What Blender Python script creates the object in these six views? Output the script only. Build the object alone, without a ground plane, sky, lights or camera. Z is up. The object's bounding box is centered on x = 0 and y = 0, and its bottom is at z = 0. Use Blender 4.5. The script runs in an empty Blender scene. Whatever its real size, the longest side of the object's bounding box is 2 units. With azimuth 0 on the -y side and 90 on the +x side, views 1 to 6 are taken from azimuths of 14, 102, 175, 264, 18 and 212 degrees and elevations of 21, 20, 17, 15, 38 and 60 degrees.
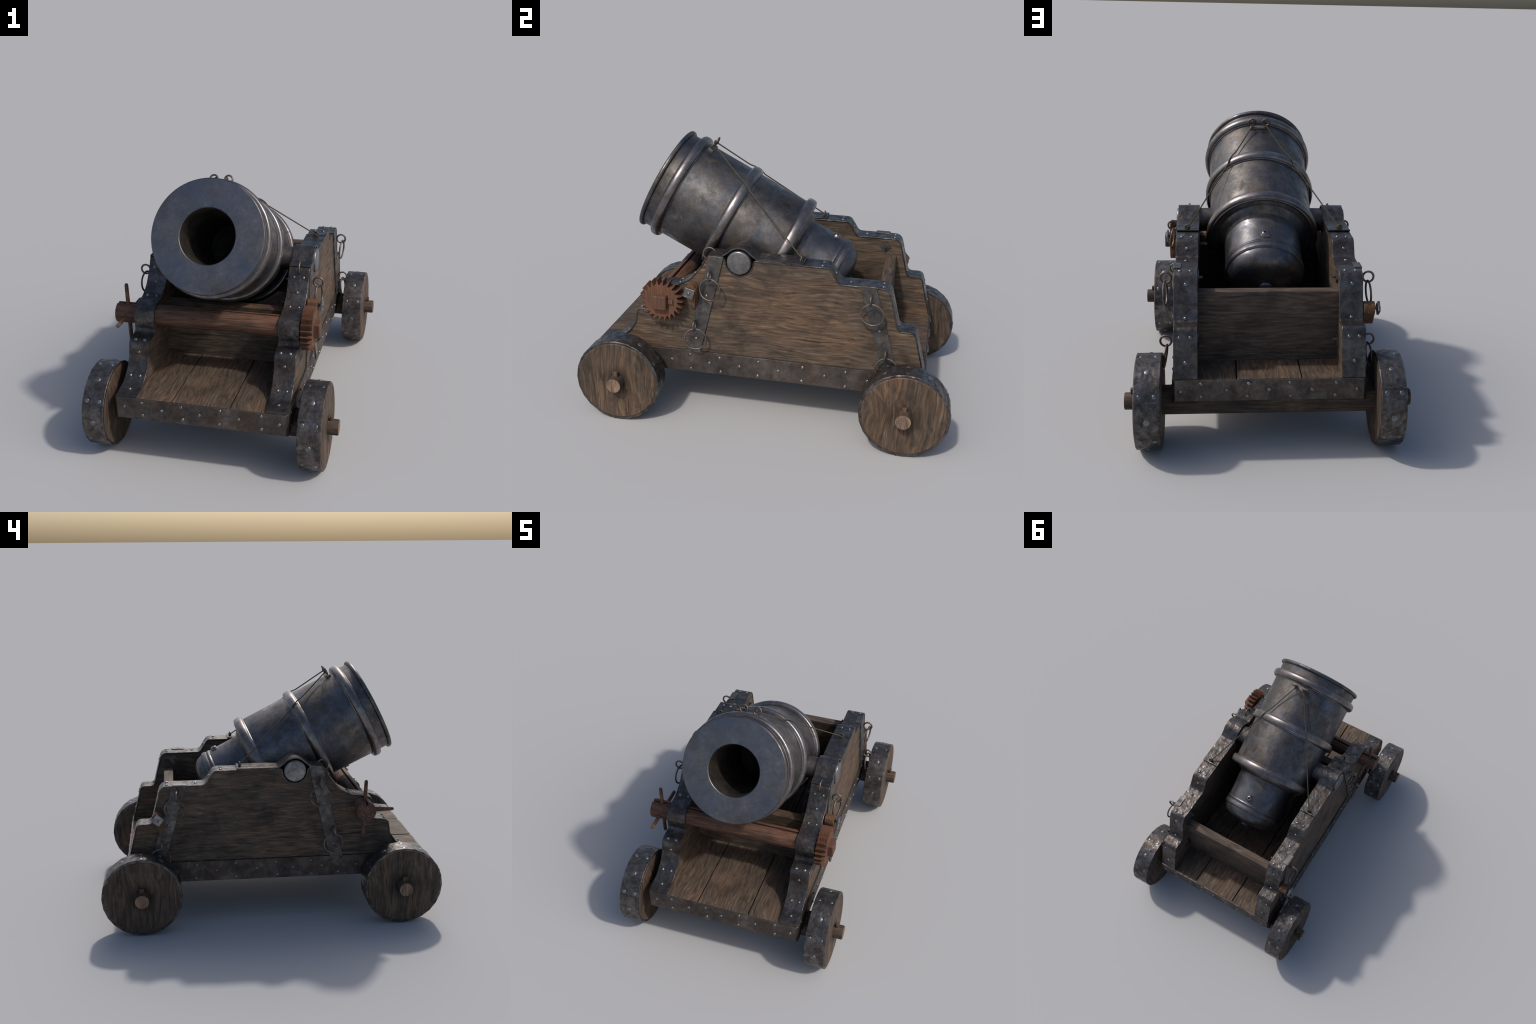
import bpy, bmesh, math, random
from mathutils import Vector, Matrix

random.seed(7)
scene = bpy.context.scene

# ------------------------------------------------------------------ materials
class Nodes:
    """small helper to write node trees tersely"""
    def __init__(self, name):
        self.mat = bpy.data.materials.new(name)
        self.mat.use_nodes = True
        self.nt = self.mat.node_tree
        self.nt.nodes.clear()
        self.out = self.nt.nodes.new('ShaderNodeOutputMaterial')
        self.bsdf = self.nt.nodes.new('ShaderNodeBsdfPrincipled')
        self.nt.links.new(self.bsdf.outputs[0], self.out.inputs[0])

    def put(self, sock, val):
        if isinstance(val, bpy.types.NodeSocket):
            self.nt.links.new(val, sock)
        else:
            sock.default_value = val

    def coords(self, scale=(1, 1, 1), rot=(0, 0, 0), vary=False):
        tc = self.nt.nodes.new('ShaderNodeTexCoord')
        m = self.nt.nodes.new('ShaderNodeMapping')
        m.inputs['Scale'].default_value = scale
        m.inputs['Rotation'].default_value = rot
        src = tc.outputs['Object']
        if vary:
            oi = self.nt.nodes.new('ShaderNodeObjectInfo')
            mul = self.nt.nodes.new('ShaderNodeVectorMath')
            mul.operation = 'MULTIPLY_ADD'
            mul.inputs[0].default_value = (3.7, 5.1, 4.3)
            self.nt.links.new(oi.outputs['Random'], mul.inputs[1])
            self.nt.links.new(src, mul.inputs[2])
            src = mul.outputs[0]
        self.nt.links.new(src, m.inputs['Vector'])
        return m.outputs[0]

    def noise(self, vec, scale=5, detail=4, rough=.55, dist=0):
        n = self.nt.nodes.new('ShaderNodeTexNoise')
        self.put(n.inputs['Vector'], vec)
        n.inputs['Scale'].default_value = scale
        n.inputs['Detail'].default_value = detail
        n.inputs['Roughness'].default_value = rough
        n.inputs['Distortion'].default_value = dist
        return n.outputs['Fac']

    def wave(self, vec, scale, dist, detail=2, dscale=1.0, rough=.5, direction='X', kind='BANDS'):
        n = self.nt.nodes.new('ShaderNodeTexWave')
        n.wave_type = kind
        if kind == 'BANDS':
            n.bands_direction = direction
        else:
            n.rings_direction = direction
        self.put(n.inputs['Vector'], vec)
        n.inputs['Scale'].default_value = scale
        n.inputs['Distortion'].default_value = dist
        n.inputs['Detail'].default_value = detail
        n.inputs['Detail Scale'].default_value = dscale
        n.inputs['Detail Roughness'].default_value = rough
        return n.outputs['Fac']

    def voronoi(self, vec, scale, feature='F1'):
        n = self.nt.nodes.new('ShaderNodeTexVoronoi')
        n.feature = feature
        self.put(n.inputs['Vector'], vec)
        n.inputs['Scale'].default_value = scale
        return n.outputs['Distance']

    def ramp(self, fac, stops):
        r = self.nt.nodes.new('ShaderNodeValToRGB')
        el = r.color_ramp.elements
        while len(el) < len(stops):
            el.new(.5)
        for e, (p, c) in zip(el, stops):
            e.position = p
            if isinstance(c, (int, float)):
                c = (c, c, c)
            e.color = (c[0], c[1], c[2], 1)
        self.put(r.inputs[0], fac)
        return r.outputs[0]

    def mix(self, fac, a, b, mode='MIX'):
        m = self.nt.nodes.new('ShaderNodeMix')
        m.data_type = 'RGBA'
        m.blend_type = mode
        self.put(m.inputs[0], fac)
        for s, v in ((m.inputs[6], a), (m.inputs[7], b)):
            if isinstance(v, (tuple, list)) and len(v) == 3:
                v = (*v, 1)
            self.put(s, v)
        return m.outputs[2]

    def math(self, op, a, b=0.5, clamp=False):
        m = self.nt.nodes.new('ShaderNodeMath')
        m.operation = op
        m.use_clamp = clamp
        self.put(m.inputs[0], a)
        self.put(m.inputs[1], b)
        return m.outputs[0]

    def bump(self, h, strength=.3, dist=.01, normal=None):
        b = self.nt.nodes.new('ShaderNodeBump')
        b.inputs['Strength'].default_value = strength
        b.inputs['Distance'].default_value = dist
        self.put(b.inputs['Height'], h)
        if normal is not None:
            self.put(b.inputs['Normal'], normal)
        return b.outputs[0]

    def finish(self, color, rough=.6, metal=0.0, normal=None, spec=.5):
        self.put(self.bsdf.inputs['Base Color'], color)
        self.put(self.bsdf.inputs['Roughness'], rough)
        self.put(self.bsdf.inputs['Metallic'], metal)
        self.bsdf.inputs['Specular IOR Level'].default_value = spec
        if normal is not None:
            self.put(self.bsdf.inputs['Normal'], normal)
        return self.mat


def wood(name, axis, tint=(1, 1, 1), vary=True, wavy=1.0, dirt=1.0, fine=1.0, contrast=1.0, dark_centre=None):
    """weathered oak; axis = grain direction"""
    n = Nodes(name)
    st = lambda k: {'x': (k, 1, 1), 'y': (1, k, 1), 'z': (1, 1, k)}[axis]
    plain = n.coords(vary=vary)

    # let the grain wander: bend the coordinates with a broad noise before stretching them
    def flow(k, amp, sc):
        m1 = n.nt.nodes.new('ShaderNodeMapping')
        m1.inputs['Scale'].default_value = st(.38)
        n.put(m1.inputs['Vector'], plain)
        nz = n.nt.nodes.new('ShaderNodeTexNoise')
        n.put(nz.inputs['Vector'], m1.outputs[0])
        nz.inputs['Scale'].default_value = sc
        nz.inputs['Detail'].default_value = 2
        ma = n.nt.nodes.new('ShaderNodeVectorMath')
        ma.operation = 'MULTIPLY_ADD'
        n.put(ma.inputs[0], nz.outputs['Color'])
        ma.inputs[1].default_value = (amp * wavy,) * 3
        n.put(ma.inputs[2], plain)
        m2 = n.nt.nodes.new('ShaderNodeMapping')
        m2.inputs['Scale'].default_value = st(k)
        n.put(m2.inputs['Vector'], ma.outputs[0])
        return m2.outputs[0]

    v = flow(.09, .055, 7)
    vf = flow(.035, .045, 7)
    vp = n.coords(st(.45), vary=vary)
    grain = n.noise(v, 74 * fine, 5, .62, .5)
    fibre = n.noise(vf, 190 * fine, 3, .6, .1)
    lines = n.noise(vf, 92 * fine, 4, .62, .3)
    patch = n.noise(vp, 4.5, 4, .6, .5)
    patch2 = n.noise(n.coords((1, 1, 1), rot=(.4, .7, .2), vary=vary), 6.0, 5, .65, .3)
    t = lambda c: tuple(c[i] * tint[i] for i in range(3))
    sp = lambda p: .5 + (p - .5) / contrast
    base = n.ramp(grain, [(sp(.30), t((.040, .031, .024))), (sp(.45), t((.070, .051, .037))),
                          (sp(.56), t((.098, .070, .049))), (sp(.72), t((.160, .114, .079)))])
    col = n.mix(.8, base, n.ramp(fibre, [(.32, .62), (.5, .98), (.68, 1.22)]), 'MULTIPLY')
    warm = n.ramp(patch, [(.36, (.74, .76, .79)), (.5, (1.0, .97, .94)), (.66, (1.27, 1.10, .95))])
    col = n.mix(.9, col, warm, 'MULTIPLY')
    soil = n.ramp(patch2, [(.34, 1 - .45 * dirt), (.47, 1.0), (.62, 1.0), (.74, 1.2)])
    col = n.mix(.8, col, soil, 'MULTIPLY')
    ln = n.ramp(lines, [(.33, .40), (.41, .93), (.58, 1.02), (.68, 1.3)])
    col = n.mix(.75 * contrast, col, ln, 'MULTIPLY')
    crack = n.ramp(n.noise(vf, 30, 3, .55, .2), [(.285, .2), (.32, 1.0)])
    col = n.mix(.8 * contrast, col, crack, 'MULTIPLY')
    if dark_centre:
        # dark zone around the disc centre, ragged edge
        ln_ = n.nt.nodes.new('ShaderNodeVectorMath')
        ln_.operation = 'LENGTH'
        fl = n.nt.nodes.new('ShaderNodeVectorMath')
        fl.operation = 'MULTIPLY'
        tc = n.nt.nodes.new('ShaderNodeTexCoord')
        n.put(fl.inputs[0], tc.outputs['Object'])
        fl.inputs[1].default_value = (0, 1, 1)
        n.put(ln_.inputs[0], fl.outputs[0])
        rad = n.math('ADD', ln_.outputs['Value'], n.math('MULTIPLY', n.noise(v, 26, 4, .6), .09))
        gm = n.ramp(rad, [(dark_centre, .34), (dark_centre + .06, 1.0)])
        col = n.mix(.85, col, gm, 'MULTIPLY')
    h = n.math('ADD', n.math('MULTIPLY', lines, .6), n.math('MULTIPLY', grain, .45))
    h = n.math('ADD', h, n.math('MULTIPLY', fibre, .3))
    h = n.math('ADD', h, n.math('MULTIPLY', crack, .3))
    nrm = n.bump(h, .5 * contrast, .006)
    rough = n.ramp(grain, [(.3, .78), (.7, .62)])
    return n.finish(col, rough, 0, nrm, .35)


def iron(name, base=(.17, .165, .165), dark=(.05, .048, .05), rust=(.10, .062, .042),
         rough=(.34, .62), metal=.85, hammer=1.0, spots=1.0, scale=1.0, rust_amount=.4, blue=.0,
         dent=.010, sand=.12, scratches=0.0, vary=True):
    n = Nodes(name)
    v = n.coords(vary=vary)
    big = n.noise(v, 5.5 * scale, 5, .6, .3)
    mid = n.noise(v, 20 * scale, 5, .65, .4)
    fine = n.noise(v, 90 * scale, 4, .6)
    col = n.ramp(mid, [(.34, dark), (.47, tuple((dark[i] + base[i]) * .5 for i in range(3))), (.58, base),
                       (.72, tuple(min(1, c * 1.4) for c in base))])
    rmask = n.ramp(n.noise(n.coords(rot=(.5, .2, .9), vary=vary), 9 * scale, 5, .65, .5), [(.47, 0.0), (.64, 1.0)])
    col = n.mix(n.math('MULTIPLY', rmask, rust_amount), col, rust)
    col = n.mix(.8, col, n.ramp(big, [(.34, .65), (.5, 1.0), (.66, 1.25)]), 'MULTIPLY')
    col = n.mix(.6, col, n.ramp(fine, [(.35, .8), (.5, 1.0), (.66, 1.15)]), 'MULTIPLY')
    if blue > 0:
        bm = n.ramp(n.noise(n.coords(rot=(1.1, .3, .2), vary=vary), 4.5 * scale, 4, .6, .4), [(.42, 0.0), (.62, 1.0)])
        col = n.mix(n.math('MULTIPLY', bm, blue), col, (.085, .105, .15))  # sky reflection painted in as blue patches on barrel and muzzle face
    h = n.math('MULTIPLY', n.noise(v, 24 * scale, 2, .5, .1), hammer)
    if scratches > 0:
        for i, rot in enumerate(((.3, .6, .9), (1.2, .2, .5), (.8, 1.4, .1))):
            sv = n.coords((1, 1, .022), rot=rot, vary=vary)
            s = n.ramp(n.noise(sv, 150 + 21 * i, 2, .5, .2), [(.65, 0.0), (.75, 1.0)])
            gate = n.ramp(n.noise(n.coords(rot=rot, vary=vary), 6 + i, 2, .5), [(.46, 0.0), (.6, 1.0)])
            sm = n.math('MULTIPLY', n.math('MULTIPLY', s, gate), scratches)
            col = n.mix(sm, col, tuple(min(1, c * 2.1) for c in base))
    nrm = n.bump(h, .5, dent)
    nrm = n.bump(fine, sand, .0025, nrm)
    rg = n.ramp(mid, [(.36, rough[1]), (.62, rough[0])])
    rg = n.mix(n.math('MULTIPLY', rmask, rust_amount), rg, (.75, .75, .75))
    return n.finish(col, rg, metal, nrm, .5)


M = {}
M['oak_y'] = wood('oak_along', 'y', wavy=1.35, contrast=1.05, dirt=1.1)
M['oak_floor'] = wood('oak_floor', 'y', tint=(.95, .95, .95), wavy=1.6, fine=1.2)
M['oak_x'] = wood('oak_across', 'x', tint=(.95, .95, .98))
M['oak_disc'] = wood('oak_disc', 'z', tint=(.97, .93, .90), wavy=2.2, fine=.8, dark_centre=.085, contrast=1.15)
M['axle'] = wood('oak_axle', 'x', tint=(.62, .6, .6))
M['end_grain'] = wood('oak_end_grain', 'z', tint=(2.3, 2.1, 2.0), wavy=3.0, fine=1.4, dirt=.3)
M['cherry'] = wood('red_wood', 'x', tint=(1.3, .92, .82), dirt=.5)
M['cherry_gear'] = wood('red_wood_gear', 'z', tint=(1.35, .9, .75), dirt=.2, fine=1.8, contrast=.5)
M['pawl'] = wood('pawl_wood', 'z', tint=(1.35, .95, .62), dirt=.3)
M['gun'] = iron('gun_iron', base=(.138, .127, .120), dark=(.060, .056, .054), rough=(.32, .50), hammer=.22, sand=.06,
                scale=.75, rust_amount=.6, rust=(.130, .104, .082), blue=.45, scratches=.55, metal=.9, vary=False)  # rust colour browned to tint in the warm highlight on the breech
M['ring_iron'] = iron('ring_iron', base=(.205, .188, .184), dark=(.135, .125, .125), rough=(.27, .38), hammer=.12,
                      scale=.8, rust_amount=.2, rust=(.17, .12, .10), metal=.92, vary=False)
M['muzzle'] = iron('muzzle_face_iron', base=(.150, .148, .155), dark=(.115, .115, .125), rough=(.42, .5), hammer=.12,
                   scale=.8, rust_amount=.25, rust=(.12, .10, .09), blue=.6, metal=.85, vary=False)
M['trunnion'] = iron('trunnion_iron', base=(.14, .125, .118), dark=(.075, .066, .062), rough=(.4, .6), hammer=.3,
                     rust_amount=.3, vary=False)
M['face'] = iron('polished_face', base=(.22, .22, .222), dark=(.14, .14, .14), rough=(.34, .45), hammer=.15, scale=1.5,
                 rust_amount=.15)
M['strap'] = iron('strap_iron', base=(.108, .101, .098), dark=(.044, .040, .039), rough=(.28, .48), hammer=1.1, sand=.05,
                  scale=1.1, rust_amount=.35)
M['side_strap'] = iron('side_strap_iron', base=(.15, .145, .14), dark=(.07, .067, .066), rough=(.42, .62), hammer=.5,
                       rust_amount=.4)
M['band'] = iron('band_iron', base=(.110, .094, .085), dark=(.055, .049, .046), rough=(.42, .65), hammer=.7,
                 rust_amount=.7, rust=(.085, .058, .042), scale=.8, metal=.75)
M['tyre'] = iron('tyre_iron', base=(.130, .122, .120), dark=(.042, .038, .036), rough=(.32, .55), hammer=.9, scale=1.3,
                 rust_amount=.35)
M['rivet'] = iron('rivet_iron', base=(.215, .212, .214), dark=(.14, .14, .143), rough=(.3, .42), hammer=.1, rust_amount=.15)
M['link'] = iron('link_iron', base=(.18, .16, .145), dark=(.11, .095, .085), rough=(.4, .55), hammer=.2, rust_amount=.5,
                 rust=(.14, .085, .05))


def rope_mat():
    n = Nodes('hemp_rope')
    v = n.coords()
    tw = n.noise(v, 260, 3, .6)
    col = n.ramp(tw, [(.3, (.035, .030, .018)), (.6, (.09, .078, .048))])
    return n.finish(col, .85, 0, n.bump(tw, .6, .002), .2)


M['rope'] = rope_mat()


def bore_mat():
    n = Nodes('bore_dark')
    v = n.coords()
    col = n.ramp(n.noise(v, 12, 4), [(.35, (.014, .012, .010)), (.65, (.045, .038, .031))])
    return n.finish(col, .7, .3, None, .3)


M['bore'] = bore_mat()

# ------------------------------------------------------------------ object helpers
root = bpy.data.objects.new('mortar_cannon', None)
root.empty_display_size = .2
scene.collection.objects.link(root)
root['label'] = 'short iron mortar cannon on a wheeled oak carriage'
root['category'] = 'cannon'


def add(name, me, parent, loc=None, rot=None):
    ob = bpy.data.objects.new(name, me)
    scene.collection.objects.link(ob)
    ob.parent = parent
    if loc is not None:
        ob.location = loc
    if rot is not None:
        ob.rotation_euler = rot
    return ob


def mesh(name, verts, faces, mats, angle=35, mat_idx=None):
    me = bpy.data.meshes.new(name)
    me.from_pydata([tuple(v) for v in verts], [], faces)
    bm = bmesh.new()
    bm.from_mesh(me)
    bmesh.ops.recalc_face_normals(bm, faces=bm.faces)
    bm.to_mesh(me)
    bm.free()
    for m in (mats if isinstance(mats, (list, tuple)) else [mats]):
        me.materials.append(m)
    if mat_idx:
        for p, i in zip(me.polygons, mat_idx):
            p.material_index = i
    me.shade_smooth()
    if angle is not None:
        me.set_sharp_from_angle(angle=math.radians(angle))
    return me


def bevel(ob, width=.004, seg=2, angle=40):
    m = ob.modifiers.new('bevel', 'BEVEL')
    m.width = width
    m.segments = seg
    m.limit_method = 'ANGLE'
    m.angle_limit = math.radians(angle)
    m.harden_normals = True
    return ob


def box_data(x0, x1, y0, y1, z0, z1):
    v = [(x, y, z) for x in (x0, x1) for y in (y0, y1) for z in (z0, z1)]
    f = [(0, 1, 3, 2), (4, 6, 7, 5), (0, 4, 5, 1), (2, 3, 7, 6), (0, 2, 6, 4), (1, 5, 7, 3)]
    return v, f


def prism(name, outline, x0, x1, mats, angle=35):
    """closed (y, z) outline extruded along x"""
    n = len(outline)
    v = [(x0, y, z) for y, z in outline] + [(x1, y, z) for y, z in outline]
    f = [tuple(range(n)), tuple(range(2 * n - 1, n - 1, -1))]
    f += [(i, (i + 1) % n, n + (i + 1) % n, n + i) for i in range(n)]
    return mesh(name, v, f, mats, angle)


def fillet(corners, k=6):
    """rounded polyline through (y, z, radius) corners"""
    out, n = [], len(corners)
    for i, (y, z, r) in enumerate(corners):
        if r <= 0 or i in (0, n - 1):
            out.append((y, z))
            continue
        a, b = corners[i - 1], corners[i + 1]
        d1, d2 = Vector((a[0] - y, a[1] - z)), Vector((b[0] - y, b[1] - z))
        l1, l2 = d1.length, d2.length
        d1, d2 = d1 / l1, d2 / l2
        t = min(r / math.tan(d1.angle(d2) / 2), .49 * l1, .49 * l2)
        p, q, s = Vector((y, z)) + d1 * t, Vector((y, z)), Vector((y, z)) + d2 * t
        for j in range(k + 1):
            u = j / k
            c = p * (1 - u) ** 2 + q * 2 * u * (1 - u) + s * u * u
            out.append((c.x, c.y))
    return out


def path_normals(path):
    ns = []
    for i in range(len(path)):
        a = Vector(path[max(0, i - 1)])
        b = Vector(path[min(len(path) - 1, i + 1)])
        t = (b - a).normalized()
        ns.append(Vector((t.y, -t.x)))
    return ns


def offset(path, d):
    return [(Vector(p) + n * d)[:] for p, n in zip(path, path_normals(path))]


def strip(name, path, x0, x1, t0, t1, mats, angle=50):
    """flat bar that follows a (y, z) path, from offset t0 to t1"""
    lo, hi = offset(path, t0), offset(path, t1)
    return prism(name, lo + hi[::-1], x0, x1, mats, angle)


def lathe(name, prof, axis_origin, axis_dir, up, seg, mats, mat_fn=None, angle=35, close=False):
    """revolve (t, r) profile; r == 0 gives a pole"""
    d, u = Vector(axis_dir).normalized(), Vector(up).normalized()
    w = d.cross(u)
    o = Vector(axis_origin)
    v, f, mi, rows = [], [], [], []
    for t, r in prof:
        if r < 1e-6:
            rows.append([len(v)] * seg)
            v.append(o + d * t)
        else:
            row = []
            for i in range(seg):
                a = 2 * math.pi * i / seg
                row.append(len(v))
                v.append(o + d * t + (u * math.cos(a) + w * math.sin(a)) * r)
            rows.append(row)
    pairs = list(zip(range(len(rows) - 1), range(1, len(rows))))
    if close:
        pairs.append((len(rows) - 1, 0))
    for k, (ia, ib) in enumerate(pairs):
        a, b = rows[ia], rows[ib]
        for i in range(seg):
            j = (i + 1) % seg
            q = [a[i], a[j], b[j], b[i]]
            q = [x for n_, x in enumerate(q) if x not in q[:n_]]
            if len(q) > 2:
                f.append(tuple(q))
                mi.append(mat_fn(k) if mat_fn else 0)
    return mesh(name, v, f, mats, angle, mi)


def torus_data(R, r, n=36, m=10, squash=1.0):
    """ring in the local yz plane, centred on 0"""
    v, f = [], []
    for i in range(n):
        a = 2 * math.pi * i / n
        for j in range(m):
            b = 2 * math.pi * j / m
            rr = R + r * math.cos(b)
            v.append((r * math.sin(b), rr * math.cos(a), rr * math.sin(a) * squash))
    for i in range(n):
        for j in range(m):
            f.append((i * m + j, ((i + 1) % n) * m + j, ((i + 1) % n) * m + (j + 1) % m, i * m + (j + 1) % m))
    return v, f


def tube(name, pts, r, mats, m=8, closed=False):
    v, f = [], []
    n = len(pts)
    pts = [Vector(p) for p in pts]
    prev = None
    for i, p in enumerate(pts):
        a = pts[(i - 1) % n] if closed or i else p
        b = pts[(i + 1) % n] if closed or i < n - 1 else p
        t = (b - a).normalized()
        ref = prev if prev is not None else (Vector((0, 0, 1)) if abs(t.z) < .9 else Vector((1, 0, 0)))
        s = t.cross(ref).normalized()
        q = s.cross(t).normalized()
        prev = q
        for j in range(m):
            c = 2 * math.pi * j / m
            v.append(p + (s * math.cos(c) + q * math.sin(c)) * r)
    for i in range(n if closed else n - 1):
        for j in range(m):
            k = (i + 1) % n
            f.append((i * m + j, i * m + (j + 1) % m, k * m + (j + 1) % m, k * m + j))
    if not closed:
        f.append(tuple(range(m)))
        f.append(tuple(range((n - 1) * m, n * m)))
    return mesh(name, v, f, mats, 60)


# shared rivet head, a low dome standing on +x
def dome(name, r, h, mat, seg=14):
    prof = [(-.004, r), (0, r)] + [(h * math.sin(a), r * math.cos(a)) for a in
                                   [math.radians(q) for q in (20, 40, 60, 78)]] + [(h, 0)]
    return lathe(name, prof, (0, 0, 0), (1, 0, 0), (0, 0, 1), seg, mat)


RIVET = dome('rivet', .0098, .0062, M['rivet'])
RIVET_BIG = dome('rivet_large', .0125, .0035, M['rivet'])


def rivet(parent, pos, normal, me=None, s=1.0):
    ob = bpy.data.objects.new('rivet', me or RIVET)
    scene.collection.objects.link(ob)
    ob.parent = parent
    q = Vector((1, 0, 0)).rotation_difference(Vector(normal))
    k = s * random.uniform(.92, 1.08)
    ob.matrix_local = Matrix.Translation(pos) @ q.to_matrix().to_4x4() @ Matrix.Scale(k, 4)
    return ob


# ------------------------------------------------------------------ barrel
TH = math.radians(26.7)
AX = Vector((0, -math.cos(TH), math.sin(TH)))      # towards the muzzle
UP = Vector((0, math.sin(TH), math.cos(TH)))
O = Vector((0, -.14, .9400))


def on_axis(t, r=0.0, phi=0.0):
    return O + AX * t + (UP * math.cos(phi) + Vector((1, 0, 0)) * math.sin(phi)) * r


outer = [(.603, .153), (.603, .290), (.6025, .2955), (.600, .299), (.595, .3015), (.588, .3015), (.582, .2985), (.579, .293),
         (.5775, .2865), (.570, .2858), (.555, .2855), (.535, .286), (.46, .2865), (.35, .2855), (.25, .2850), (.16, .2845), (.06, .2835), (-.05, .2825),
         (-.190, .2815), (-.204, .278), (-.209, .269), (-.211, .256), (-.213, .246), (-.219, .239), (-.226, .233), (-.231, .224),
         (-.239, .212), (-.25, .2075), (-.36, .2060), (-.425, .204), (-.430, .204), (-.434, .2075), (-.441, .2095), (-.448, .2075),
         (-.451, .205), (-.455, .205), (-.459, .2095), (-.471, .2120), (-.483, .2105), (-.490, .205), (-.492, .200),
         (-.501, .198), (-.520, .191), (-.540, .177), (-.555, .155), (-.566, .124), (-.573, .090), (-.577, .055), (-.578, 0)]
inner = [(.603, .151), (.599, .1475), (.590, .1462), (.45, .138), (.30, .130), (.102, .1195), (.10, .1175), (.10, 0)]
prof = inner[::-1] + outer[1:]
k_in = len(inner) - 2
barrel = add('barrel', lathe('barrel', prof, O, AX, UP, 72, [M['gun'], M['bore'], M['muzzle']],
                             lambda k: 1 if k < k_in else (2 if k < k_in + 3 else 0), 28), root)


def hoop(t, R, hw, inner_r, name='reinforcing_ring'):
    """rounded band around the barrel"""
    h = R - inner_r
    pr = [(t - hw - .004, inner_r - .006), (t - hw - .004, inner_r + .003), (t - hw, inner_r + .006)]
    for i in range(13):
        a = math.pi * i / 12
        pr.append((t - hw * math.cos(a), inner_r + .006 + (h - .006) * math.sin(a) ** .62))
    pr += [(t + hw, inner_r + .006), (t + hw + .004, inner_r + .003), (t + hw + .004, inner_r - .006)]
    return add(name, lathe(name, pr, O, AX, UP, 72, M['ring_iron'], close=True, angle=40), barrel)


hoop(.5005, .3155, .0255, .2865)
hoop(.170, .3110, .0270, .2845)
hoop(-.182, .3075, .0285, .2815)

# cascabel button, touch hole
add('cascabel', lathe('cascabel', [(-.562, .034), (-.574, .034), (-.580, .038), (-.588, .039), (-.596, .034), (-.602, .021), (-.604, 0)],
                      O, AX, UP, 28, M['gun']), barrel)
add('touch_hole', lathe('touch_hole', [(-.012, .026), (.0, .025), (.004, .021), (.010, .019), (.014, .016), (.016, .011),
                                       (.015, .0065), (.004, .006), (.004, 0)],
                        on_axis(-.396, .206), UP, AX, 24, [M['ring_iron'], M['bore']], lambda k: 1 if k > 5 else 0), barrel)

# trunnions
TY, TZ = -.1405, .910
for s in (1, -1):
    pr = [(.20, .066), (.4585, .066)]
    add('trunnion', lathe('trunnion', [(.20, .0655), (.460, .0655), (.460, 0)], (0, TY, TZ), (s, 0, 0), (0, 0, 1), 40, M['trunnion']), barrel)
    add('trunnion_face', lathe('trunnion_face', [(.458, .0640), (.466, .0640), (.4695, .0622), (.4715, .0585), (.472, .054), (.472, 0)],
                               (0, TY, TZ), (s, 0, 0), (0, 0, 1), 40, M['face'], angle=50), barrel)

# lashing eyes behind the muzzle hoop
bracket_t = .443
vv, ff = box_data(-.052, .052, -.016, .016, -.012, .008)
me = mesh('lashing_plate', [O + AX * (bracket_t + y) + UP * (.286 + z) + Vector((x, 0, 0)) for x, y, z in vv], ff, M['link'])
bevel(add('lashing_plate', me, barrel), .004)
for s in (1, -1):
    vv, ff = torus_data(.0215, .0050, 24, 8)
    rot = Matrix((Vector((1, 0, 0)), UP, AX)).transposed()
    tilt = Matrix.Rotation(math.radians(28 * s), 3, AX)
    c = O + AX * bracket_t + UP * .323 + Vector((s * .040, 0, 0))
    me = mesh('lashing_eye', [c + tilt @ (Vector((1, 0, 0)) * v[1] + UP * v[2] + AX * v[0]) for v in vv], ff, M['link'], 60)
    add('lashing_eye', me, barrel)

# ------------------------------------------------------------------ carriage bed
bed = bpy.data.objects.new('carriage_bed', None)
scene.collection.objects.link(bed)
bed.parent = root
BX, BY0, BY1, BZ0, BZ1 = .459, -.934, .847, .268, .380
seams = [-BX, -.153, .160, BX]
for i in range(3):
    vv, ff = box_data(seams[i] + .0025, seams[i + 1] - .0025, BY0, BY1, BZ0, BZ1 + (.0015 if i == 1 else 0))
    bevel(add('plank', mesh('plank', vv, ff, M['oak_floor']), bed), .005)
# iron band round the four edges, one closed loop with clipped corners
c = .012
loop = [(-BX, BY0 + c), (-BX + c, BY0), (BX - c, BY0), (BX, BY0 + c), (BX, BY1 - c), (BX - c, BY1), (-BX + c, BY1), (-BX, BY1 - c)]
gx, gy = (BX + .008) / BX, .008
outl = [(x * gx, y + (gy if y > 0 else -gy) * (1 if abs(abs(x) - BX) > 1e-4 else .6)) for x, y in loop]
inl = [(x * .985, y * .99) for x, y in loop]
v, f = [], []
low = lambda y: .270 if y > BY1 - c * .5 else (.257 if y < BY0 + c * .5 else .252)
for (x, y), (_, yl) in zip(outl, loop):
    v += [(x, y, low(yl)), (x, y, BZ1 - .003)]
for (x, y), (_, yl) in zip(inl, loop):
    v += [(x, y, low(yl)), (x, y, BZ1 - .003)]
n = len(loop)
for i in range(n):
    j = (i + 1) % n
    f += [(2 * i, 2 * j, 2 * j + 1, 2 * i + 1), (2 * n + 2 * i, 2 * n + 2 * i + 1, 2 * n + 2 * j + 1, 2 * n + 2 * j),
          (2 * i + 1, 2 * j + 1, 2 * n + 2 * j + 1, 2 * n + 2 * i + 1), (2 * i, 2 * n + 2 * i, 2 * n + 2 * j, 2 * j)]
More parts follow.
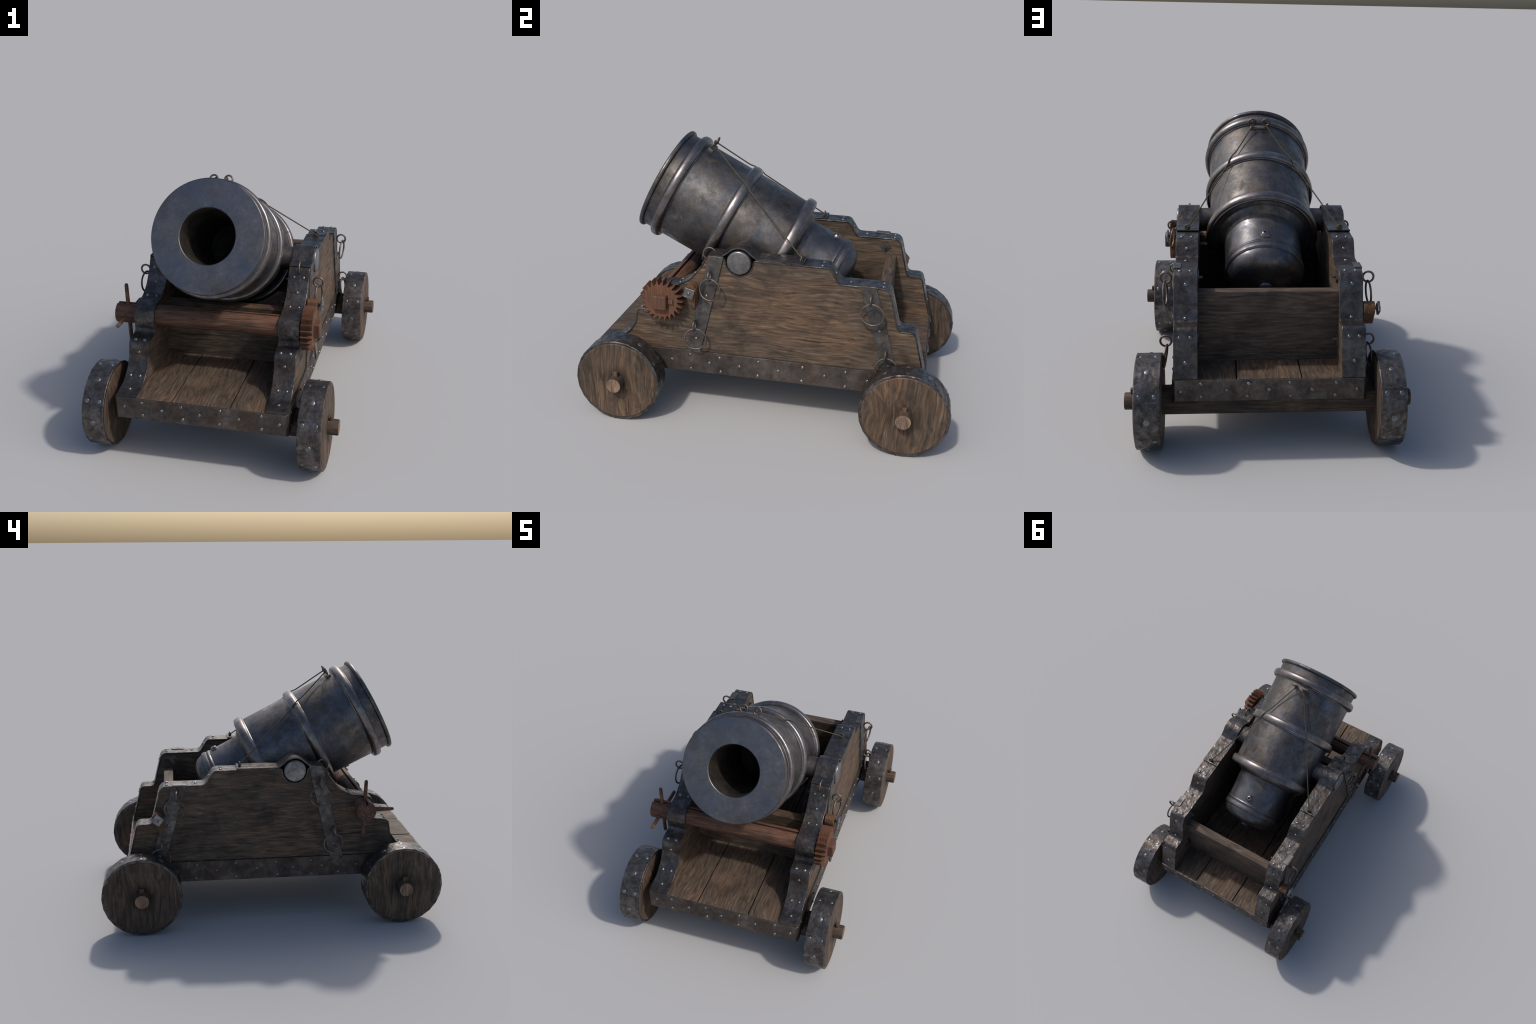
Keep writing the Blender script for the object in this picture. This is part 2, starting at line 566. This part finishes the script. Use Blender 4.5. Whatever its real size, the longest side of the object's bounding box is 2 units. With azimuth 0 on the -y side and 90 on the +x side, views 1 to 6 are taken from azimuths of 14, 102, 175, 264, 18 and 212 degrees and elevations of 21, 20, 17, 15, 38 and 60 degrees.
band = bevel(add('iron_band', mesh('iron_band', v, f, M['band'], 30), bed), .003, 2)
XB = BX + .008
side_y = [(-.51, 0), (-.403, 1), (-.30, 0), (-.238, 1), (-.133, 0), (-.030, 1), (.086, 0), (.210, 1), (.331, 0), (.448, 1), (.56, 0), (.67, 1), (.77, 0), (-.62, 1), (-.74, 0), (-.86, 1)]
for y, two in side_y:
    for s in (1, -1):
        for z in ((.354, .272) if two else (.315,)):
            rivet(band, (s * XB, y + random.uniform(-.005, .005), z + random.uniform(-.003, .003)), (s, 0, 0))
for x, two in [(-.415, 0), (-.318, 1), (-.204, 0), (-.097, 1), (.004, 0), (.106, 1), (.207, 0), (.325, 1), (.425, 0)]:
    for s, yy in ((-1, BY0 - gy), (1, BY1 + gy)):
        for z in ((.359, .284 if s < 0 else .292) if two else (.324,)):
            rivet(band, (x + random.uniform(-.005, .005), yy, z + random.uniform(-.003, .003)), (0, s, 0))

# cross beams between the cheeks
for nm, y0, y1, z1 in (('rear', .568, .628, .742), ('front', -.402, -.342, .703)):
    vv, ff = box_data(-.362, .362, y0, y1, BZ1 - .004, z1)
    bevel(add('cross_beam', mesh('cross_beam', vv, ff, M['oak_x']), root), .005)

# ------------------------------------------------------------------ cheeks
CX0, CX1 = .348, .457
rear_line = fillet([(.844, .378, 0), (.785, .612, .032), (.698, .612, .035), (.641, .839, .05), (.384, .839, .04),
                    (.333, .923, .04), (-.040, .923, 0)])
front_line = fillet([(-.240, .923, 0), (-.318, .923, .03), (-.342, .867, .1), (-.402, .793, .1), (-.467, .753, .1),
                     (-.545, .742, .05), (-.606, .730, .06), (-.612, .670, .06), (-.602, .599, .035), (-.706, .589, .035),
                     (-.716, .507, .06), (-.754, .449, .08), (-.822, .399, .1), (-.934, .382, 0)])
RN = .0745                                            # trunnion seat radius
seat = []
for i in range(21):
    a = math.radians(8 - 196 * i / 20)
    seat.append((TY + RN * math.cos(a), TZ + RN * math.sin(a)))
lip_r = fillet([(-.030, .923, 0), (TY + RN + .004, .923, .018), (TY + RN, .905, 0)], 5)[1:-1]
lip_l = fillet([(TY - RN, .905, 0), (TY - RN - .004, .923, .018), (-.245, .923, 0)], 5)[1:-1]
upper = rear_line[:-1] + [(-.040, .923)] + lip_r + seat[1:-1] + lip_l + front_line
outline = upper + [(-.934, .3785)]


def point_on(path, y, z):
    """nearest point of the path to (y, z), with its outward normal"""
    best, bn, bd = None, None, 9
    ns = path_normals(path)
    for i in range(len(path) - 1):
        a, b = Vector(path[i]), Vector(path[i + 1])
        t = max(0, min(1, (Vector((y, z)) - a).dot(b - a) / max(1e-12, (b - a).length_squared)))
        p = a + (b - a) * t
        d = (p - Vector((y, z))).length
        if d < bd:
            nn = (b - a).normalized()
            best, bn, bd = p, Vector((nn.y, -nn.x)), d
    return best, bn


ST = .0045                                             # strap thickness
sign = 1
# the outline runs rear -> front, so the outward normal is on the right-hand side of travel
if path_normals(rear_line)[len(rear_line) // 2].y < 0:
    sign = -1

RING_BOLTS = [(-.288, .838, -.012), (-.371, .547, -.008), (.553, .791, .010), (.645, .495, .006)]
EYE_ME = None
ring_v, ring_f = torus_data(.0580, .0054, 40, 8)
RING_ME = mesh('pull_ring', ring_v, ring_f, M['link'], 60)
ev, ef = torus_data(.0270, .0056, 28, 8)
ev = [(v[1], v[0], v[2]) for v in ev]                 # eye stands in the xz plane
EYE_ME = mesh('eye_bolt', ev, ef, M['link'], 60)


def nut_mesh():
    prof_sq = .0245
    v, f = box_data(0, .008, -prof_sq, prof_sq, -prof_sq, prof_sq)
    base = len(v)
    seg = 12
    for x in (.006, .026):
        for i in range(seg):
            a = 2 * math.pi * i / seg
            v.append((x, .0065 * math.cos(a), .0065 * math.sin(a)))
    f += [(base + i, base + (i + 1) % seg, base + seg + (i + 1) % seg, base + seg + i) for i in range(seg)]
    f.append(tuple(base + seg + i for i in range(seg)))
    return mesh('nut', v, f, M['side_strap'], 35)


NUT = nut_mesh()

for s in (1, -1):
    a, b = sorted((s * CX0, s * CX1))
    cheek = add('cheek', prism('cheek', outline, a, b, M['oak_y'], 30), root)
    bevel(cheek, .003, 2, 50)
    sa, sb = sorted((s * (CX0 - .003), s * (CX1 + .003)))
    pa = [p for p in upper if p[0] > TY + RN - .01 or p[0] > 0]
    lo = .0005 * sign
    st = add('top_strap', strip('top_strap', upper, sa, sb, -.004 * sign, ST * sign, M['strap']), cheek)
    bevel(st, .003, 2, 60)
    # cap square over the trunnion
    cz = .923 + ST + .0005
    arc = []
    R_cap = .0745
    for i in range(17):
        t = math.radians(22 + (158 - 22) * i / 16)
        arc.append((TY + R_cap * math.cos(t), TZ + R_cap * math.sin(t)))
    cap_path = ([(.199, cz + .009), (.198, cz + .003), (.194, cz), (.10, cz)] +
                fillet([(0, cz, 0), (TY + .098, cz, .022), arc[2] + (0,)], 6)[1:-1] + arc[2:-2] +
                fillet([arc[-3] + (0,), (TY - .098, cz, .022), (-.290, cz, 0)], 6)[1:-1] + [(-.296, cz), (-.306, cz - .004)])
    cap = add('trunnion_cap', strip('trunnion_cap', cap_path, *sorted((s * (CX0 - .0035), s * (CX1 + .0045))), 0, .008 * sign, M['strap']), cheek)
    bevel(cap, .003, 2, 60)
    # lashing staple at the rear of the cap
    xs = s * .406
    y_e, z_e = .180, cz + .010
    vv, ff = torus_data(.013, .0042, 20, 8)
    me = mesh('lashing_staple', [(xs + v[1], y_e + v[0], z_e + .010 + v[2]) for v in vv], ff, M['link'], 60)
    add('lashing_staple', me, cheek)
    vv, ff = box_data(xs - .013, xs + .013, y_e - .010, y_e + .006, z_e - .002, z_e + .008)
    bevel(add('staple_block', mesh('staple_block', vv, ff, M['link']), cheek), .002)
    # link hanging in the front of the cap
    vv, ff = torus_data(.034, .0052, 30, 8)
    me = mesh('cap_link', [(xs + v[0], -.312 + v[1], .925 + v[2]) for v in vv], ff, M['link'], 60)
    add('cap_link', me, cheek)

    # slanting side straps
    for top, bot in (((-.262, .934), (-.393, .368)), ((.533, .8495), (.676, .368))):
        hw = .0405
        x_in, x_out = CX1 - .002, CX1 + .0085
        q = []
        for x in (x_in, x_out):
            q += [(s * x, top[0] - hw, top[1]), (s * x, top[0] + hw, top[1]), (s * x, bot[0] + hw, bot[1]), (s * x, bot[0] - hw, bot[1])]
        fs = [(0, 1, 2, 3), (4, 7, 6, 5), (0, 4, 5, 1), (1, 5, 6, 2), (2, 6, 7, 3), (3, 7, 4, 0)]
        sd = bevel(add('side_strap', mesh('side_strap', q, fs, M['side_strap'], 30), cheek), .002)
        # the tab that folds over the top
        if top[0] > 0:
            vv, ff = box_data(*sorted((s * (CX1 - .03), s * (CX1 + .0100))), top[0] - hw, top[0] + hw, top[1] - .0065, top[1] - .0005)
            bevel(add('strap_fold', mesh('strap_fold', vv, ff, M['side_strap'], 30), sd), .002)
        for k in ((.40, .85) if top[0] < 0 else (.50, .9)):
            y = top[0] + (bot[0] - top[0]) * k
            z = top[1] + (bot[1] - top[1]) * k
            rivet(sd, (s * x_out, y, z), (s, 0, 0))

    # ring bolts and their nuts
    for y, z, sw in RING_BOLTS:
        eb = add('eye_bolt', EYE_ME, cheek, (s * .503, y, z))
        rg = add('pull_ring', RING_ME, cheek, (s * .506, y + .008 + sw * .4, z - .026 - .0575 + .006),
                 (0, s * math.radians(random.uniform(-7, 3)), s * math.radians(random.uniform(-9, 9))))
        nt = add('nut', NUT, cheek, (s * CX0, y + .004, z + .003),
                 (math.radians(random.choice([3, 40, -5, 50])), 0, 0 if s < 0 else math.pi))

    # rivets on the top strap
    for y, z, two in [(.293, .923, 1), (.360, .882, 0), (.440, .843, 0), (.608, .842, 1), (.655, .79, 0), (.700, .632, 0), (.799, .572, 1),
                      (.830, .457, 0), (-.341, .878, 1), (-.393, .811, 0), (-.468, .757, 1), (-.690, .596, 1), (-.720, .530, 0),
                      (-.790, .428, 1), (-.875, .396, 0)]:
        p, nn = point_on(upper, y, z)
        nn = nn * sign
        q = p + nn * ST
        for x in ((.378, .429) if two else (.404,)):
            rivet(st, (s * (x + random.uniform(-.002, .002)), q.x, q.y), (0, nn.x, nn.y))

# ------------------------------------------------------------------ windlass with ratchet
WY, WZ, WR = -.546, .681, .0575
ang = []
N = 48
pts = []
for i in range(N):
    a = 2 * math.pi * i / N + math.pi / 2
    pts.append((WY + WR * math.cos(a), WZ + WR * math.sin(a)))
slot = .007
body = [p for p in pts if not (abs(p[0] - WY) < slot + .004 and p[1] > WZ)]
body = sorted(body, key=lambda p: (math.atan2(p[1] - WZ, p[0] - WY) - math.pi / 2) % (2 * math.pi))
top = math.sqrt(WR ** 2 - slot ** 2)
outl = [(WY - slot, WZ + top)] + body + [(WY + slot, WZ + top), (WY + slot, WZ + WR - .020), (WY - slot, WZ + WR - .020)]
windlass = add('windlass', prism('windlass', outl, -.577, .470, M['cherry'], 40), root)
bevel(windlass, .003, 2, 50)
# end-grain face
# pegs
for k in range(4):
    a = math.pi / 2 * k + math.radians(2)
    d = Vector((0, math.cos(a), math.sin(a)))
    pr = [(.020, .0118), (.164, .0105), (.172, .0085), (.176, .004), (.177, 0)]
    add('handle_peg', lathe('handle_peg', pr, (-.514 - .003 * (k % 2), WY, WZ), d, (1, 0, 0), 14, M['cherry']), windlass)

# ratchet wheel: saw teeth with one steep flank
G0, G1, T = .470, .531, 22
ro, ri = .1190, .0885
gear = []
for i in range(T):
    a0 = 2 * math.pi * i / T
    st_ = 2 * math.pi / T
    for da, r in ((0.0, ri), (.35, ri + .003), (.65, ri + .012), (.94, ro), (.985, ro - .001)):
        a = -(a0 + st_ * da)
        gear.append((WY + r * math.cos(a), WZ + r * math.sin(a)))
gw = add('ratchet_wheel', prism('ratchet_wheel', gear, G0, G1, M['cherry_gear'], 25), windlass)
bevel(gw, .0015, 1, 30)
vv, ff = box_data(G1 - .02, .563, WY - .040, WY + .038, WZ - .040, WZ + .038)
rotm = Matrix.Rotation(math.radians(2), 4, 'X')
bevel(add('wheel_hub', mesh('wheel_hub', vv, ff, M['cherry_gear']), windlass), .006, 3)
vv, ff = box_data(G1 - .01, .541, WY + .040, WY + .068, WZ - .011, WZ + .013)
bevel(add('wedge', mesh('wedge', vv, ff, M['cherry_gear']), windlass), .003)


# pawls: tear-shaped wooden tongue on a square-headed bolt
def tear(L, R):
    o = []
    for i in range(17):
        a = math.radians(-28 + 236 * i / 16)
        o.append((R * math.cos(a), R * math.sin(a)))
    o += [(-R * .55, -R * 1.25), (-.004, -L), (.004, -L), (R * .62, -R * 1.1)]
    return o


for s, y, z, tilt, turn in ((1, -.388, .745, 13, -17), (-1, .663, .665, -14, 40)):
    ol = []
    for py, pz in tear(.092, .034):
        a = math.radians(tilt)
        ol.append((y + py * math.cos(a) - pz * math.sin(a), z + py * math.sin(a) + pz * math.cos(a)))
    x0, x1 = sorted((s * (CX1 + .006), s * .520))
    pw = bevel(add('pawl', prism('pawl', ol, x0, x1, M['pawl'], 35), root), .003, 2, 40)
    add('pawl_bolt', lathe('pawl_bolt', [(.335 if s > 0 else .40, .008), (.545, .008)], (0, y, z), (s, 0, 0), (0, 0, 1), 14, M['side_strap']), pw)
    h = .0275
    vv, ff = box_data(.533, .546, -h, h, -h, h)
    a = math.radians(turn)
    me = mesh('square_bolt_head', [(s * x, y + p * math.cos(a) - q * math.sin(a), z + p * math.sin(a) + q * math.cos(a)) for x, p, q in vv], ff, M['face'])
    bh = bevel(add('square_bolt_head', me, pw), .003)
    rivet(bh, (s * .546, y, z), (s, 0, 0), RIVET)
    if s > 0:
        add('nut', NUT, pw, (s * CX0, y, z), (math.radians(10), 0, 0 if s < 0 else math.pi))

# ------------------------------------------------------------------ axles and wheels
AZ, RW = .2342, .2325
for y in (-.766, .766):
    vv, ff = box_data(-.527, .527, y - .055, y + .055, AZ - .050, AZ + .060)
    ax = bevel(add('axle', mesh('axle', vv, ff, M['axle']), root), .006)
    for s in (1, -1):
        stub = lathe('axle_end', [(.51, .0425), (.693, .0420), (.699, .0395), (.699, 0)], (0, y, AZ), (s, 0, 0), (0, 0, 1), 22,
                     [M['axle'], M['end_grain']], lambda k: 1 if k == 2 else 0)
        add('axle_end', stub, ax)
        vv, ff = box_data(*sorted((s * .653, s * .669)), y - .0125, y + .0125, AZ + .025, AZ + .066)
        bevel(add('linchpin', mesh('linchpin', vv, ff, M['oak_disc']), ax), .002)

SEG = 24
xo = .5585   # half-way between the wheel faces is x = .575
disc_me = lathe('wheel_disc', [(-.063, 0), (-.063, RW - .018), (-.059, RW - .012), (.060, RW - .012), (.0645, RW - .018), (.0645, 0)], (0, 0, 0), (1, 0, 0), (0, 0, 1), SEG, M['oak_disc'], angle=30)
tyre_me = lathe('tyre', [(-.061, RW - .016), (-.061, RW - .003), (-.058, RW), (.058, RW), (.061, RW - .003), (.061, RW - .016)],
                (0, 0, 0), (1, 0, 0), (0, 0, 1), SEG, M['tyre'], close=True, angle=30)
for sx in (1, -1):
    for y in (-.766, .766):
        turn = 0
        wheel = add('wheel', disc_me, root, (sx * .578, y, AZ), (0, 0, math.pi if sx < 0 else 0))
        ty = add('tyre', tyre_me, wheel)
        # overlap joint of the tyre
        for k in range(12):
            a = math.radians(30 * k)
            rr = RW * math.cos(math.pi / SEG) + .0006 if False else RW
            dirv = Vector((0, math.cos(a), math.sin(a)))
            facet = RW if k % 1 == 0 else RW
            if k % 2 == 0:
                rivet(ty, Vector((0, 0, 0)) + dirv * (RW - .0016), dirv, RIVET_BIG, 1.28)
            else:
                for x in (-.035, .035):
                    rivet(ty, Vector((x, 0, 0)) + dirv * (RW - .0016), dirv, RIVET_BIG, .9)
        for a0 in (23, 143, 263):
            a = math.radians(a0)
            e = Vector((0, -math.sin(a), math.cos(a)))
            dv = Vector((0, math.cos(a), math.sin(a)))
            vv, ff = box_data(-.0605, .0605, -.0015, .006, -.002, .0012)
            me = mesh('tyre_joint', [Vector((x, 0, 0)) + e * p + dv * (RW * .9965 + q) for x, p, q in vv], ff, M['tyre'])
            add('tyre_joint', me, ty)

# ------------------------------------------------------------------ lashing ropes
for s in (1, -1):
    p0 = O + AX * (bracket_t - .004) + UP * .318 + Vector((s * .030, 0, 0))
    p1 = Vector((s * .403, .178, .923 + ST + .018))
    pts = []
    for i in range(41):
        t = i / 40
        p = p0.lerp(p1, t)
        ta = (p - O).dot(AX)
        rad = (p - O) - AX * ta
        hoop_r = .2850 + .0265 * max(math.exp(-((ta - .170) / .075) ** 2), math.exp(-((ta + .184) / .06) ** 2) * .85)
        clear = hoop_r + .0035
        if rad.length < clear and ta > -.24:
            p = O + AX * ta + rad.normalized() * clear
        pts.append(p)
    rope = add('lashing_rope', tube('lashing_rope', pts, .0036, M['rope'], 8), root)
    knot = [p0 + Vector((s * .006 * math.cos(q * .9), .007 * math.sin(q * .9), -.006 + .0012 * q)) for q in range(18)]
    add('rope_knot', tube('rope_knot', knot, .0036, M['rope'], 7), rope)
    knot = [p1 + Vector((.008 * math.cos(q * .9), .007 * math.sin(q * .9), -.008 + .0009 * q)) for q in range(18)]
    add('rope_knot', tube('rope_knot', knot, .0036, M['rope'], 7), rope)
